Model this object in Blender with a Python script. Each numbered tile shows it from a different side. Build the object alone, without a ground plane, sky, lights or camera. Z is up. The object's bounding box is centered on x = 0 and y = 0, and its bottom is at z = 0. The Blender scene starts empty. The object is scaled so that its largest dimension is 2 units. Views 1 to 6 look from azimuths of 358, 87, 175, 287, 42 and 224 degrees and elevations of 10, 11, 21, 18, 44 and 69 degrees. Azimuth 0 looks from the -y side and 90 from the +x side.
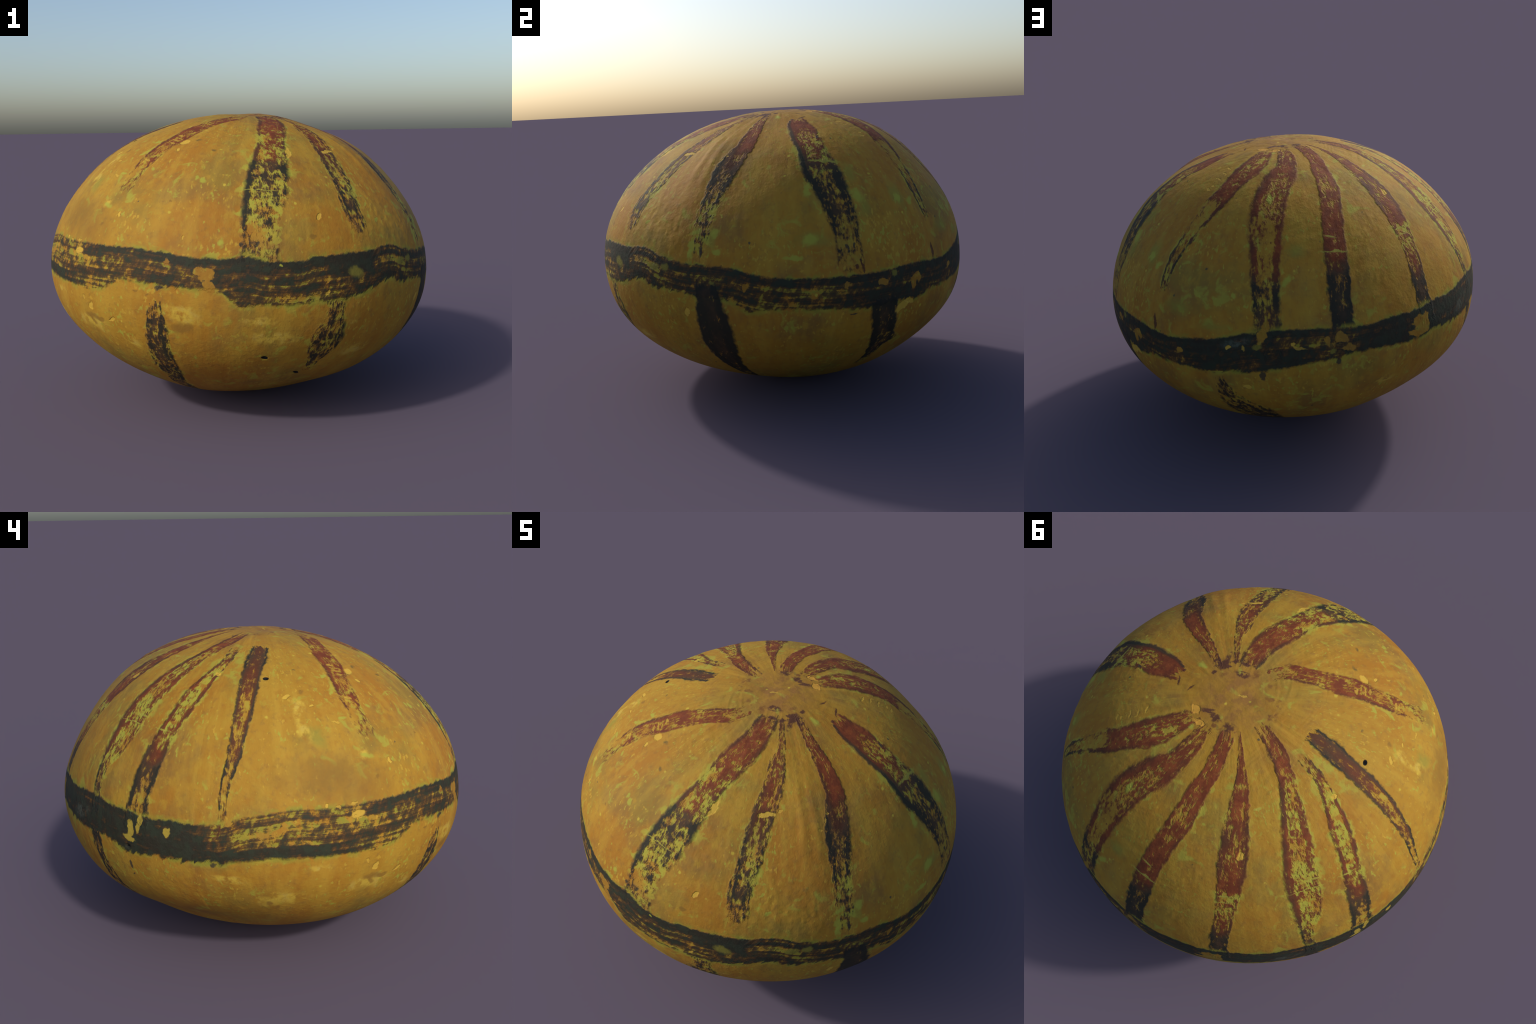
"""A squat painted gourd: yellow ochre skin, a dark brush-painted belt round the
middle, twelve red-to-black brush stripes running down from the crown and six
dark stripes below the belt; the paint is worn, chipped and flecked with lime."""
import bpy, math
import numpy as np
from mathutils import Matrix, Vector, noise as mnoise

SEED = 7
rng = np.random.default_rng(SEED)
CENTRE = np.array([0.0, 0.0, 0.72])                 # middle of the fruit
POLE = np.array([0.055, 0.020, 0.765])              # direction of the crown, where the stripes meet
POLE = POLE / np.linalg.norm(POLE)
EAST0 = np.array([1.0, 0.0, 0.0]) - POLE[0] * POLE
EAST0 /= np.linalg.norm(EAST0)
EAST90 = np.cross(POLE, EAST0)

# ------------------------------------------------------------------ the form
# mean profile: distance from the centre every 15 degrees, top to bottom
PROFILE = [0.7616, 0.7794, 0.8101, 0.8586, 0.9111, 0.9666, 0.9972, 0.9742, 0.8853, 0.8058, 0.7540, 0.7265, 0.7153]
# departures from roundness in millimetres: lopsidedness (1), ovalness (2), three-, four- and five-sidedness
LOBES = {
    1: ([0.9, 1.8, 1.5, -5.0, -5.3, -1.0, 13.0, 22.4, 12.5, 6.6, -0.5], [6.0, 13.4, 16.0, 7.0, -1.0, 2.3, 3.8, 1.6, 12.6, 14.2, 11.6]),
    2: ([0.3, -2.2, 0.0, 0.8, 0.4, 0.5, -0.6, -6.8, -4.2, -3.8, -0.5], [1.8, 6.5, 9.4, 7.9, 1.9, -2.1, 1.6, 2.8, 3.5, 5.1, 0.9]),
    3: ([1.3, -2.9, 0.4, 1.6, -2.0, 0.7, 0.1, 2.7, 3.5, 2.8, -0.4], [-0.9, 2.0, 4.4, 5.6, 2.8, 0.1, 1.4, -2.3, -0.4, -0.8, -0.3]),
    4: ([-0.1, -0.4, 0.8, 0.3, -1.9, 2.0, 2.5, -4.1, -3.5, -1.2, -0.2], [0.2, 0.8, 5.6, 2.9, -1.6, 0.0, -2.7, -0.2, -0.9, 1.2, 0.5]),
    5: ([0.0, -0.4, 0.7, 1.4, 0.7, -2.4, 1.1, 0.5, -1.5, 1.2, -0.1], [0.0, 0.4, 1.3, 2.9, 1.4, -1.2, 0.5, -0.7, -0.9, 0.4, 0.0]),
}

# flats and swellings of the skin: (azimuth, colatitude, half width, half height in degrees of arc, millimetres)
SWELLS = [(28, 44, 18, 21, -25), (-35, 47, 9, 18, 26), (-132, 63, 13, 11, -13), (155, 67, 13, 11, -13), (68, 62, 10, 10, -8), (-150, 102, 13, 10, 8),
          (178, 118, 20, 16, -12), (122, 126, 16, 14, -7), (65, 112, 11, 9, -6), (0, 0, 30, 12, 1.5)]

# ------------------------------------------------------------------ the belt
# colatitude (degrees from the crown) of its upper and lower edge, every 6 degrees round from azimuth -180
BELT_TOP = [86.7, 86.4, 84.6, 83.8, 83.1, 83.4, 83.3, 83.0, 82.9, 82.7, 82.5, 82.6, 83.0, 83.3, 83.1, 82.3, 83.1, 83.0, 81.6, 81.1, 80.6, 80.1, 79.1, 80.2, 81.1, 81.5, 81.4, 81.8, 83.2, 83.9, 84.2, 84.3, 84.4, 84.3, 84.2, 84.0, 84.0, 84.6, 84.9, 84.2, 83.6, 82.8, 81.3, 80.8, 80.5, 80.9, 81.5, 82.3, 82.4, 82.5, 82.9, 82.7, 83.3, 83.7, 83.4, 83.7, 84.9, 85.3, 86.3, 86.3]
BELT_BOTTOM = [95.6, 95.5, 94.9, 94.3, 94.4, 94.4, 94.7, 94.7, 94.2, 92.1, 90.6, 90.7, 90.9, 90.7, 91.1, 94.3, 93.7, 93.5, 92.7, 92.5, 91.6, 89.9, 87.9, 89.2, 88.8, 89.5, 89.7, 90.2, 92.8, 91.9, 92.3, 92.6, 93.0, 93.6, 93.1, 93.4, 94.0, 92.5, 92.7, 92.7, 93.0, 92.1, 91.9, 91.3, 90.7, 89.8, 89.5, 88.9, 89.4, 90.3, 90.7, 90.4, 91.6, 92.3, 93.0, 93.2, 93.6, 95.5, 95.1, 95.4]
# how thick the paint lies in four lanes, top to bottom, every 12 degrees (1 solid, 0.5 thin and brown, 0 bare)
BELT_LANES = [
    (1.0, 1.0, 1.0, 1.0), (.50, .40, .58, .95), (.52, .44, .46, .92), (.52, .46, .68, .86), (.90, .50, .64, .50), (.92, .54, .64, .62),
    (1.0, .54, .74, .74), (1.0, .74, .84, .58), (1.0, .78, .62, .62), (1.0, .60, .72, .50), (1.0, 1.0, .72, .62), (.82, .46, .64, .82),
    (.84, .62, .66, .64), (.74, .66, .80, .74), (.84, .54, .54, .52), (.88, .50, .50, .54), (.90, .54, .70, .78), (1.0, .72, .90, .85),
    (.95, .74, .82, .74), (.95, .90, .84, .80), (.92, .86, .82, .64), (.88, .88, .86, .74), (.95, .78, 1.0, .90), (.74, .46, .56, .64),
    (1.0, 1.0, 1.0, 1.0), (1.0, 1.0, 1.0, 1.0), (1.0, 1.0, 1.0, 1.0), (.92, .90, .90, .92), (1.0, 1.0, 1.0, 1.0), (1.0, 1.0, 1.0, 1.0)]

# ------------------------------------------------------------------ the stripes
# span: colatitude where the stripe starts and ends; west/east: azimuth of its two edges at nine equal steps down it.
# wear: rows of (fraction down the stripe, paint in the west, middle and east lane, blackness, lime showing through)
# edge: extra blackness of the west and east outline strokes
STRIPES = {
    "A": dict(span=(15, 67), west=[-109.9, -118.7, -126.0, -131.1, -132.7, -134.3, -135.4, -134.7, -134.8], east=[-91.1, -98.4, -111.0, -117.3, -120.7, -125.4, -127.4, -128.9, -128.9]),
    "B": dict(span=(13, 83), west=[-80.2, -81.0, -85.0, -85.3, -88.3, -90.5, -91.8, -92.0, -92.0], east=[-51.3, -57.0, -64.4, -71.3, -74.8, -76.6, -78.7, -82.1, -82.1]),
    "C": dict(span=(14, 76), west=[-50.3, -50.3, -54.4, -56.1, -58.8, -59.8, -60.5, -61.3, -60.1], east=[-43.6, -43.8, -44.9, -45.9, -49.1, -51.6, -53.2, -54.8, -55.0]),
    "D": dict(span=(13, 80), west=[-27.5, -27.5, -26.9, -26.7, -29.7, -31.4, -30.9, -31.0, -31.0], east=[-19.2, -19.2, -17.3, -17.3, -19.6, -22.1, -24.5, -25.5, -25.5]),
    "E": dict(span=(22, 83), west=[4.6, 1.1, 1.2, 2.9, 3.1, 6.0, 8.5, 10.4, 10.4], east=[19.7, 20.0, 17.3, 16.4, 17.9, 18.3, 18.2, 17.9, 17.9]),
    "F": dict(span=(14, 73), west=[56.1, 54.4, 51.8, 51.4, 48.6, 47.0, 45.4, 44.0, 44.0], east=[75.9, 75.9, 72.1, 64.7, 60.1, 54.7, 50.6, 47.7, 46.5]),
    "G": dict(span=(14, 87), west=[82.6, 82.6, 75.3, 71.8, 71.5, 73.1, 74.2, 74.9, 74.9], east=[100.1, 98.7, 94.7, 88.1, 85.0, 83.4, 82.4, 82.1, 82.1]),
    "H": dict(span=(13, 87), west=[111.4, 110.1, 105.4, 102.5, 99.5, 97.5, 96.2, 95.7, 95.7], east=[131.5, 124.5, 117.3, 113.7, 108.6, 105.3, 103.5, 101.7, 101.7]),
    "I": dict(span=(13, 88), west=[137.2, 134.9, 130.1, 126.6, 125.1, 124.9, 123.9, 122.0, 121.8], east=[141.2, 141.2, 140.5, 138.3, 136.0, 132.5, 129.4, 127.3, 127.0]),
    "J": dict(span=(13, 88), west=[-196.0, -198.0, -202.1, -207.6, -211.1, -213.0, -212.9, -212.3, -212.4], east=[-179.3, -183.9, -191.3, -195.9, -199.4, -202.1, -204.1, -208.9, -209.1]),
    "K": dict(span=(29, 88), west=[-183.8, -184.1, -188.1, -191.7, -193.5, -195.3, -197.2, -198.2, -199.2], east=[-177.5, -178.4, -181.4, -183.6, -186.5, -189.0, -190.1, -191.8, -192.1]),
    "L": dict(span=(27, 86), west=[-168.9, -171.1, -171.7, -171.8, -172.2, -172.4, -173.0, -174.0, -174.0], east=[-157.8, -159.1, -162.7, -164.3, -165.8, -167.6, -169.2, -171.6, -172.0]),
    "a": dict(span=(96, 150), west=[-114.3, -115.9, -116.9, -117.4, -116.7, -118.4, -118.4, -118.4, -118.4], east=[-110.9, -109.7, -109.8, -109.3, -109.9, -111.2, -111.2, -111.2, -111.2]),
    "b": dict(span=(93, 116), west=[-68.6, -68.6, -69.8, -71.6, -71.7, -71.4, -70.3, -69.6, -69.6], east=[-63.5, -63.5, -62.6, -62.0, -61.8, -62.9, -64.9, -66.3, -66.3]),
    "c": dict(span=(86, 150), west=[-28.1, -28.2, -28.2, -26.5, -23.9, -21.3, -19.5, -19.5, -19.5], east=[-22.6, -19.6, -18.0, -18.1, -17.8, -16.7, -16.7, -16.7, -16.7]),
    "d": dict(span=(92, 122), west=[19.7, 19.8, 20.7, 21.5, 22.5, 23.4, 24.2, 24.7, 24.7], east=[28.0, 28.3, 29.1, 29.8, 32.0, 28.5, 28.6, 28.5, 28.5]),
    "e": dict(span=(95, 150), west=[62.5, 62.6, 62.6, 63.5, 63.5, 63.5, 63.5, 63.5, 63.5], east=[65.5, 70.1, 76.8, 77.9, 77.9, 77.9, 77.9, 77.9, 77.9]),
    "f": dict(span=(93, 116), west=[147.0, 147.1, 147.8, 148.4, 148.2, 148.1, 148.1, 148.1, 148.1], east=[151.2, 151.2, 151.6, 152.4, 152.8, 152.8, 152.8, 152.8, 152.8]),
}
WEAR = {
    "A": ([(0, .55, .40, .55, .10, .3), (.15, .62, .56, .72, .10, .3), (.35, .80, .64, .66, .10, .4), (.60, .86, .60, .62, .15, .4), (.72, .70, .44, .60, .2, .6), (.82, .58, .40, .50, .2, .6), (.90, .34, .34, .34, .3, .5), (1, .36, .40, .38, .5, .5)], (.25, .1)),
    "B": ([(0, .70, .60, .65, .45, .3), (.14, .90, .72, .84, .15, .3), (.28, .86, .74, .82, .10, .5), (.38, .52, .62, .62, .12, .8), (.44, .92, .54, .56, .2, 1), (.54, .94, .52, .68, .3, 1), (.60, .84, .72, .76, .9, .9), (.68, .96, .54, .56, .95, 1), (.77, .98, .50, .46, 1, 1), (.84, .94, .48, .42, 1, .8), (.90, .52, .50, .44, 1, .7), (1, .44, .50, .46, 1, .5)], (.45, .35)),
    "C": ([(0, .40, .50, .55, .5, .3), (0.198, .36, .58, .60, .4, .5), (0.363, .60, .70, .68, .35, .5), (0.492, .82, .74, .66, .5, .4), (0.602, .74, .60, .64, .55, .5), (0.713, .66, .50, .62, .8, .7), (0.805, .54, .52, .48, 1, .8), (0.878, .74, .84, .62, 1, .6), (1, .40, .40, .30, 1, .5)], (.25, .25)),
    "D": ([(0, .60, .46, .54, .4, .4), (0.163, .80, .56, .84, .25, .2), (0.361, .70, .88, .95, .15, .1), (0.488, .72, .80, .92, .5, .1), (0.599, .90, .70, .82, .8, .2), (0.717, .88, .58, .74, .95, .4), (0.78, .66, .46, .52, 1, .8), (0.836, .40, .50, .46, 1, .8), (.90, .30, .44, .30, 1, .9), (1, .28, .44, .28, 1, .7)], (.35, .0)),
    "E": ([(0, .95, .86, .92, .15, .1), (0.126, .98, .84, .92, .10, .2), (0.216, .98, .56, .56, .15, .7), (0.306, 1, .54, .56, .2, .8), (0.405, 1, .58, .70, .4, .9), (0.504, .98, .64, .80, .85, .8), (0.612, .92, .64, .84, 1, .5), (0.72, .80, .62, .80, 1, .3), (0.828, .62, .56, .62, 1, .3), (0.95, .40, .42, .46, 1, .4), (1, .30, .40, .44, 1, .3)], (.8, .1)),
    "F": ([(0, .66, .55, .70, .15, .4), (0.254, .86, .62, .80, .10, .5), (0.459, .90, .76, .92, .12, .5), (0.534, .50, .34, .92, .2, .4), (0.627, .40, .30, .82, .35, .3), (0.692, .24, .16, .24, .4, .4), (0.739, .78, .50, .76, .4, .8), (0.814, .74, .36, .76, .6, .9), (0.907, .70, .42, .72, .65, .7), (1, .62, .40, .44, .6, .6)], (0.2, 0.28)),
    "G": ([(0, .62, .52, .74, .25, .3), (0.2, .82, .76, .84, .18, .3), (0.345, .84, .62, .64, .2, .5), (0.444, .88, .56, .82, .2, .3), (0.498, .46, .40, .62, .15, .1), (0.58, .76, .30, .86, .12, .1), (0.652, .80, .42, .84, .15, .3), (0.725, .82, .50, .84, .45, .4), (0.779, .66, .56, .90, .95, .5), (0.87, .70, .60, .80, .75, .5), (1, .72, .62, .74, .9, .2)], (0.2, 0.05)),
    "H": ([(0, .72, .66, .72, .15, .2), (0.217, .86, .80, .84, .10, .2), (0.344, .76, .58, .80, .12, .6), (0.489, .90, .86, .88, .08, .2), (0.598, .88, .82, .88, .10, .5), (0.652, .90, .82, .90, .2, .4), (0.725, .86, .72, .86, .6, .5), (0.797, .86, .76, .88, 1, .3), (0.888, .92, .88, .92, 1, .2), (1, .82, .76, .82, 1, .3)], (0.1, 0.2)),
    "I": ([(0, .50, .50, .60, .2, .2), (0.199, .80, .66, .80, .2, .2), (0.307, .60, .74, .78, .2, .4), (0.397, .82, .56, .76, .36, .6), (0.489, .70, .62, .84, .34, .5), (0.579, .86, .84, .86, .18, .2), (0.642, .50, .42, .54, .1, .9), (0.715, .50, .70, .76, .15, .6), (0.797, .82, .82, .86, .5, .3), (0.87, .86, .82, .84, .9, .2), (1, .84, .82, .84, 1, .2)], (0.1, 0.15)),
    "J": ([(0, .66, .46, .74, .35, .3), (0.17, .86, .82, .90, .25, .2), (0.263, .88, .54, .58, .3, .8), (0.374, .92, .50, .72, .25, .9), (0.505, .92, .54, .86, .2, .8), (0.579, .92, .44, .60, .2, 1), (0.672, .90, .46, .50, .25, 1), (0.765, .84, .50, .44, .3, 1), (0.858, .80, .56, .42, .6, .8), (1, .74, .60, .62, .9, .6)], (0.25, 0.1)),
    "K": ([(0, .56, .66, .72, .5, .4), (.10, .70, .56, .74, .45, .5), (.18, .52, .36, .46, .3, .9), (.30, .84, .36, .80, .2, 1), (.45, .86, .40, .84, .15, 1), (.58, .90, .50, .82, .2, .9), (.64, .74, .50, .66, .3, .9), (.72, .90, .82, .90, .55, .3), (.80, .92, .66, .92, .85, .4), (.88, .84, .46, .70, 1, .6), (1, .84, .48, .80, 1, .4)], (.25, .25)),
    "L": ([(0, .90, .80, .86, .70, .3), (0.171, .94, .88, .94, .65, .2), (0.304, .92, .76, .92, .45, .2), (0.475, .84, .46, .90, .45, .5), (0.607, .80, .50, .92, .4, .4), (0.74, .84, .62, .90, .6, .3), (0.854, .74, .44, .74, .95, .5), (0.949, .50, .36, .50, .9, .5), (1, .20, .46, .20, .7, .4)], (.4, .45)),
    "a": ([(0, .50, .50, .46, 1, .6), (.12, .74, .80, .72, 1, .5), (.30, .60, .72, .66, 1, .6), (.45, .60, .64, .78, 1, .6), (.60, .72, .66, .72, 1, .6), (1, .60, .66, .60, 1, .5)], (.0, .0)),
    "b": ([(0, .50, .62, .60, 1, .6), (.25, .54, .66, .74, 1, .7), (.50, .60, .66, .74, 1, .7), (.75, .56, .60, .62, 1, .6), (1, .46, .46, .36, 1, .5)], (.0, .0)),
    "c": ([(0, .95, 1, .95, 1, .1), (.20, 1, 1, 1, 1, .1), (.48, 1, .96, 1, 1, .1), (.60, .76, .66, .84, 1, .5), (.80, .66, .70, .66, 1, .5), (1, .60, .60, .60, 1, .4)], (.0, .0)),
    "d": ([(0, 1, 1, .95, 1, .2), (.30, .98, .86, .86, 1, .4), (.50, .96, .74, .66, 1, .5), (.75, .90, .66, .56, 1, .6), (1, .76, .50, .40, 1, .5)], (.0, .0)),
    "e": ([(0, .44, .50, .46, 1, .4), (.16, .58, .60, .50, 1, .4), (.30, .60, .70, .74, 1, .4), (.50, .66, .84, .92, 1, .3), (1, .66, .80, .84, 1, .3)], (.0, .0)),
    "f": ([(0, .76, .70, .74, 1, .4), (.35, .66, .60, .60, 1, .6), (.75, .72, .56, .74, 1, .5), (1, .40, .40, .40, 1, .5)], (.0, .0)),
}

# ------------------------------------------------------------------ single blemishes
# (azimuth, colatitude, half length mm, half width mm, turn from due east in degrees)
BLEMISHES = {
    "chip": [(-140.5, 85.5, 32, 19, 4), (-148.3, 82.5, 10, 9, 6), (-145.3, 83.3, 12, 8, 7), (-141.4, 82.7, 22, 6, 179), (-134.8, 99.5, 24, 16, 116), (-137.4, 97.6, 11, 8, 34),
        (-127.3, 102.2, 20, 9, 154), (178.2, 43.3, 17, 13, 31), (-121.0, 44.4, 23, 19, 175), (-155.0, 52.9, 20, 10, 138), (-147.1, 56.2, 12, 9, 164), (-121.4, 48.8, 14, 9, 82),
        (-128.2, 74.1, 13, 9, 93), (-140.7, 62.0, 20, 6, 4), (-70.2, 71.3, 22, 11, 131), (-68.9, 90.5, 17, 10, 135), (-74.0, 47.7, 47, 15, 106), (-52.9, 46.0, 41, 12, 169),
        (-106.9, 78.6, 12, 6, 94), (-32.4, 50.5, 10, 8, 5), (-28.3, 46.4, 7, 6, 1), (-47.6, 44.7, 8, 8, 162), (-30.0, 48.4, 16, 5, 104), (-126.2, 2.7, 18, 7, 115),
        (133.8, 48.2, 20, 19, 0), (86.4, 85.5, 31, 8, 14), (84.8, 84.6, 11, 9, 118), (71.9, 96.6, 22, 15, 7), (30.3, 95.0, 51, 24, 148), (67.6, 85.3, 16, 9, 159),
        (71.7, 85.3, 14, 8, 96), (32.8, 94.1, 32, 17, 18), (-31.2, 94.6, 23, 20, 103),
        (44.5, 39.4, 12, 7, 5), (45.7, 37.7, 13, 6, 13), (45.2, 34.7, 19, 5, 7), (45.8, 31.7, 18, 6, 21), (45.1, 28.8, 19, 6, 24), (-127.6, 40.3, 20, 6, 19),
        (-126.9, 42.0, 17, 5, 17), (-127.7, 43.5, 19, 5, 11), (-127.7, 45.3, 18, 5, 7), (-131.7, 54.6, 17, 7, 179)],
    "scratch": [(100.6, 61.6, 77, 5, 8), (129.4, 60.7, 61, 4, 8), (127.1, 62.6, 50, 4, 5), (153.4, 62.9, 91, 4, 6), (166.5, 64.1, 49, 4, 9), (156.8, 60.7, 39, 9, 15),
        (144.2, 35.8, 21, 6, 3), (-87.0, 63.6, 72, 3, 179), (12.9, 49.7, 73, 10, 8), (100.3, 57.1, 35, 6, 16)],
    "drip": [(162.3, 92.0, 38, 13, 17), (173.3, 89.2, 19, 17, 132), (162.6, 89.5, 39, 17, 93), (165.4, 87.8, 40, 11, 107)],
    "smudge": [(-104.9, 48.0, 20, 9, 5), (-148.6, 41.7, 10, 7, 121), (-115.1, 42.6, 18, 8, 170), (119.9, 55.8, 7, 5, 177), (116.0, 52.1, 7, 5, 162), (96.6, 58.1, 7, 5, 4),
        (144.6, 57.5, 5, 5, 87)],
    "crust": [(-59.5, 13.1, 22, 10, 18), (-36.4, 15.8, 37, 14, 117), (-21.9, 15.4, 26, 20, 124), (-10.2, 12.2, 14, 11, 20), (89.0, 9.4, 29, 22, 178),
        (-46.3, 13.4, 53, 19, 164), (-31.3, 13.3, 38, 34, 126), (-59.2, 9.0, 36, 19, 6), (68.0, 9.5, 34, 12, 130), (121.4, 10.2, 27, 17, 172)],
    "haze": [(21, 55, 75, 45, 90), (22, 66, 70, 40, 90), (4, 74, 95, 50, 0), (36, 64, 85, 50, 90), (-25, 74, 65, 38, 90), (52, 76, 95, 45, 0), (64, 80, 95, 30, 0),
        (88, 60, 55, 40, 0), (-148, 66, 80, 45, 60)],
    "pale": [(-150, 98, 60, 22, 10), (-172, 100, 75, 22, 5), (-121, 99, 45, 22, 170), (-86, 98, 80, 22, 0), (-60, 99, 45, 20, 0), (150, 103, 60, 25, 0), (110, 101, 60, 22, 0), (-122, 108, 60, 25, 20),
        (-135.6, 71.2, 31, 25, 147), (-151.7, 57.4, 82, 30, 93), (-151.3, 64.3, 60, 33, 80), (-136.4, 104.4, 123, 47, 6), (-158.8, 106.9, 127, 49, 176), (-105.5, 97.6, 95, 48, 7),
        (-81.7, 102.7, 113, 40, 1), (-55.5, 108.3, 92, 39, 173)],
    "lime": [(-137.2, 51.8, 20, 13, 138), (-137.5, 61.1, 20, 12, 175), (-136.3, 45.4, 17, 11, 158), (-125.9, 57.9, 19, 12, 41), (-49.5, 72.0, 18, 10, 162), (-81.7, 84.1, 10, 6, 178),
        (-96.7, 79.2, 23, 16, 83), (-104.8, 61.2, 16, 14, 35), (-107.1, 60.9, 17, 10, 87), (77.1, 16.5, 20, 17, 144), (118.1, 40.2, 9, 7, 169), (79.1, 42.2, 24, 14, 112),
        (79.0, 42.4, 27, 13, 85), (70.1, 51.1, 10, 8, 41), (69.3, 71.5, 18, 12, 86), (84.5, 67.9, 31, 17, 125), (3.4, 74.2, 41, 28, 162), (-1.4, 79.0, 51, 14, 2),
        (20.6, 62.6, 49, 37, 129), (40.5, 66.6, 34, 17, 140), (34.9, 65.0, 31, 8, 110), (4.0, 59.6, 40, 17, 98), (-24.1, 72.8, 29, 22, 94), (-29.7, 72.7, 28, 17, 162),
        (-30.7, 78.7, 32, 18, 98), (-22.7, 77.7, 21, 17, 3), (36.0, 65.2, 30, 14, 98), (-6.5, 17.8, 37, 17, 75), (-134.7, 71.9, 31, 17, 16)],
    "olive": [(94.9, 87.5, 19, 17, 140), (75.5, 84.9, 25, 14, 168), (27.0, 85.6, 16, 14, 78), (-38.4, 83.4, 24, 21, 161), (-42.2, 83.6, 30, 17, 170), (-23.6, 86.0, 17, 11, 6),
        (-60.6, 85.7, 44, 26, 20)],
    "crown": [(57.6, 13.1, 26, 21, 0), (78.2, 13.8, 29, 13, 161)],
    "bare": [(121.8, 87.3, 56, 53, 145), (119.1, 88.8, 42, 16, 23), (97.6, 84.2, 30, 27, 31), (99.2, 87.2, 30, 22, 176), (93.9, 84.6, 26, 15, 95), (76.8, 82.2, 31, 23, 115),
        (78.1, 79.5, 23, 20, 100), (34.4, 88.6, 33, 24, 100), (52.8, 88.0, 21, 13, 164), (35.8, 88.1, 27, 19, 81), (23.0, 87.2, 28, 14, 11), (12.4, 86.6, 21, 12, 91),
        (-14.5, 86.8, 21, 11, 91), (-99.6, 87.4, 38, 30, 175), (-98.8, 90.0, 36, 24, 80), (-101.8, 86.4, 24, 14, 176), (-110.0, 84.9, 16, 13, 79)],
    "brown": [(-136.2, 102.6, 47, 21, 3), (-132.0, 103.0, 32, 11, 7), (-135.2, 104.1, 29, 15, 57), (-162.1, 108.0, 19, 17, 33), (-160.0, 110.3, 17, 15, 35), (-105.3, 101.4, 56, 30, 169),
        (-133.6, 77.5, 14, 12, 133), (-149.2, 51.5, 15, 12, 142), (-112.9, 69.1, 9, 6, 80), (-72.7, 76.6, 18, 14, 166), (-149.7, 74.6, 226, 86, 172), (-140.0, 77.8, 214, 100, 4),
        (-118.5, 93.1, 15, 6, 171), (-114.9, 93.6, 14, 5, 172)],
    "dark": [(76.3, 92.9, 24, 12, 98), (96.3, 90.6, 20, 13, 88), (161.6, 98.9, 26, 10, 93), (161.4, 102.1, 11, 5, 144), (-175.3, 96.2, 14, 12, 101), (15.6, 76.3, 17, 6, 84),
        (13.4, 76.9, 19, 7, 60), (13.9, 78.3, 8, 7, 112), (-27.2, 77.7, 36, 6, 86), (14.6, 94.9, 28, 5, 1), (-111.6, 91.5, 28, 10, 166), (-91.7, 79.2, 11, 11, 91),
        (-87.5, 79.1, 11, 7, 109),
        (16.2, 37.2, 17, 8, 96)],
    "pit": [(-161.4, 45.4, 14, 11, 179), (-83.4, 109.5, 17, 10, 15), (-71.2, 117.4, 21, 10, 34), (161.4, 94.3, 9, 5, 151)],
    "red": [(24.5, 15.2, 23, 8, 41), (19.6, 20.4, 29, 6, 152), (7.9, 21.2, 10, 8, 171), (43.4, 82.2, 44, 11, 89), (17.4, 82.0, 42, 6, 78), (-173.8, 88.2, 30, 4, 90),
        (15.5, 82.3, 14, 13, 96), (-99.1, 87.7, 10, 5, 176)],
    "scuff": [(69.7, 84.0, 92, 24, 165), (141.7, 89.3, 89, 34, 164)],  # first one is a glossy highlight on the belt, painted in grey
}

# ====================================================================== mesh
def spline_basis(n, step, t):
    """Natural cubic spline through n equally spaced stations: rows of weights."""
    M, R = np.zeros((n, n)), np.zeros((n, n))
    M[0, 0] = M[-1, -1] = 1
    for i in range(1, n - 1):
        M[i, i - 1:i + 2] = [step / 6, 2 * step / 3, step / 6]
        R[i, i - 1:i + 2] = [1 / step, -2 / step, 1 / step]
    m = np.linalg.solve(M, R)
    i = np.clip((t // step).astype(int), 0, n - 2)
    x = t - i * step
    a, b = ((step - x) / step)[:, None], (x / step)[:, None]
    I = np.eye(n)
    return a * I[i] + b * I[i + 1] + ((a ** 3 - a) * m[i] + (b ** 3 - b) * m[i + 1]) * step * step / 6


def radius(D):
    """Distance of the skin from CENTRE in the unit directions D."""
    B = spline_basis(len(PROFILE), 15.0, np.degrees(np.arccos(np.clip(D[:, 2], -1, 1))))
    around = np.arctan2(D[:, 1], D[:, 0])
    r = B @ np.array(PROFILE)
    for m, (c, s) in LOBES.items():
        c, s = np.array([0, *c, 0]) / 1000, np.array([0, *s, 0]) / 1000
        r += (B @ c) * np.cos(m * around) + (B @ s) * np.sin(m * around)
    az, co = paint_coords(D)
    for a0, c0, wa, wc, mm in SWELLS:
        r += mm / 1000 * bump(az, co, a0, c0, wa, wc)
    return r


def paint_coords(D):
    return np.degrees(np.arctan2(D @ EAST90, D @ EAST0)), np.degrees(np.arccos(np.clip(D @ POLE, -1, 1)))


def bump(az, co, a0, c0, wa, wc):
    """Soft window round (a0, c0), wa degrees of arc wide and wc high."""
    da = (az - a0 + 180) % 360 - 180
    return np.exp(-(da * np.sin(np.radians(co)) / wa) ** 2 - ((co - c0) / wc) ** 2)


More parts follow.
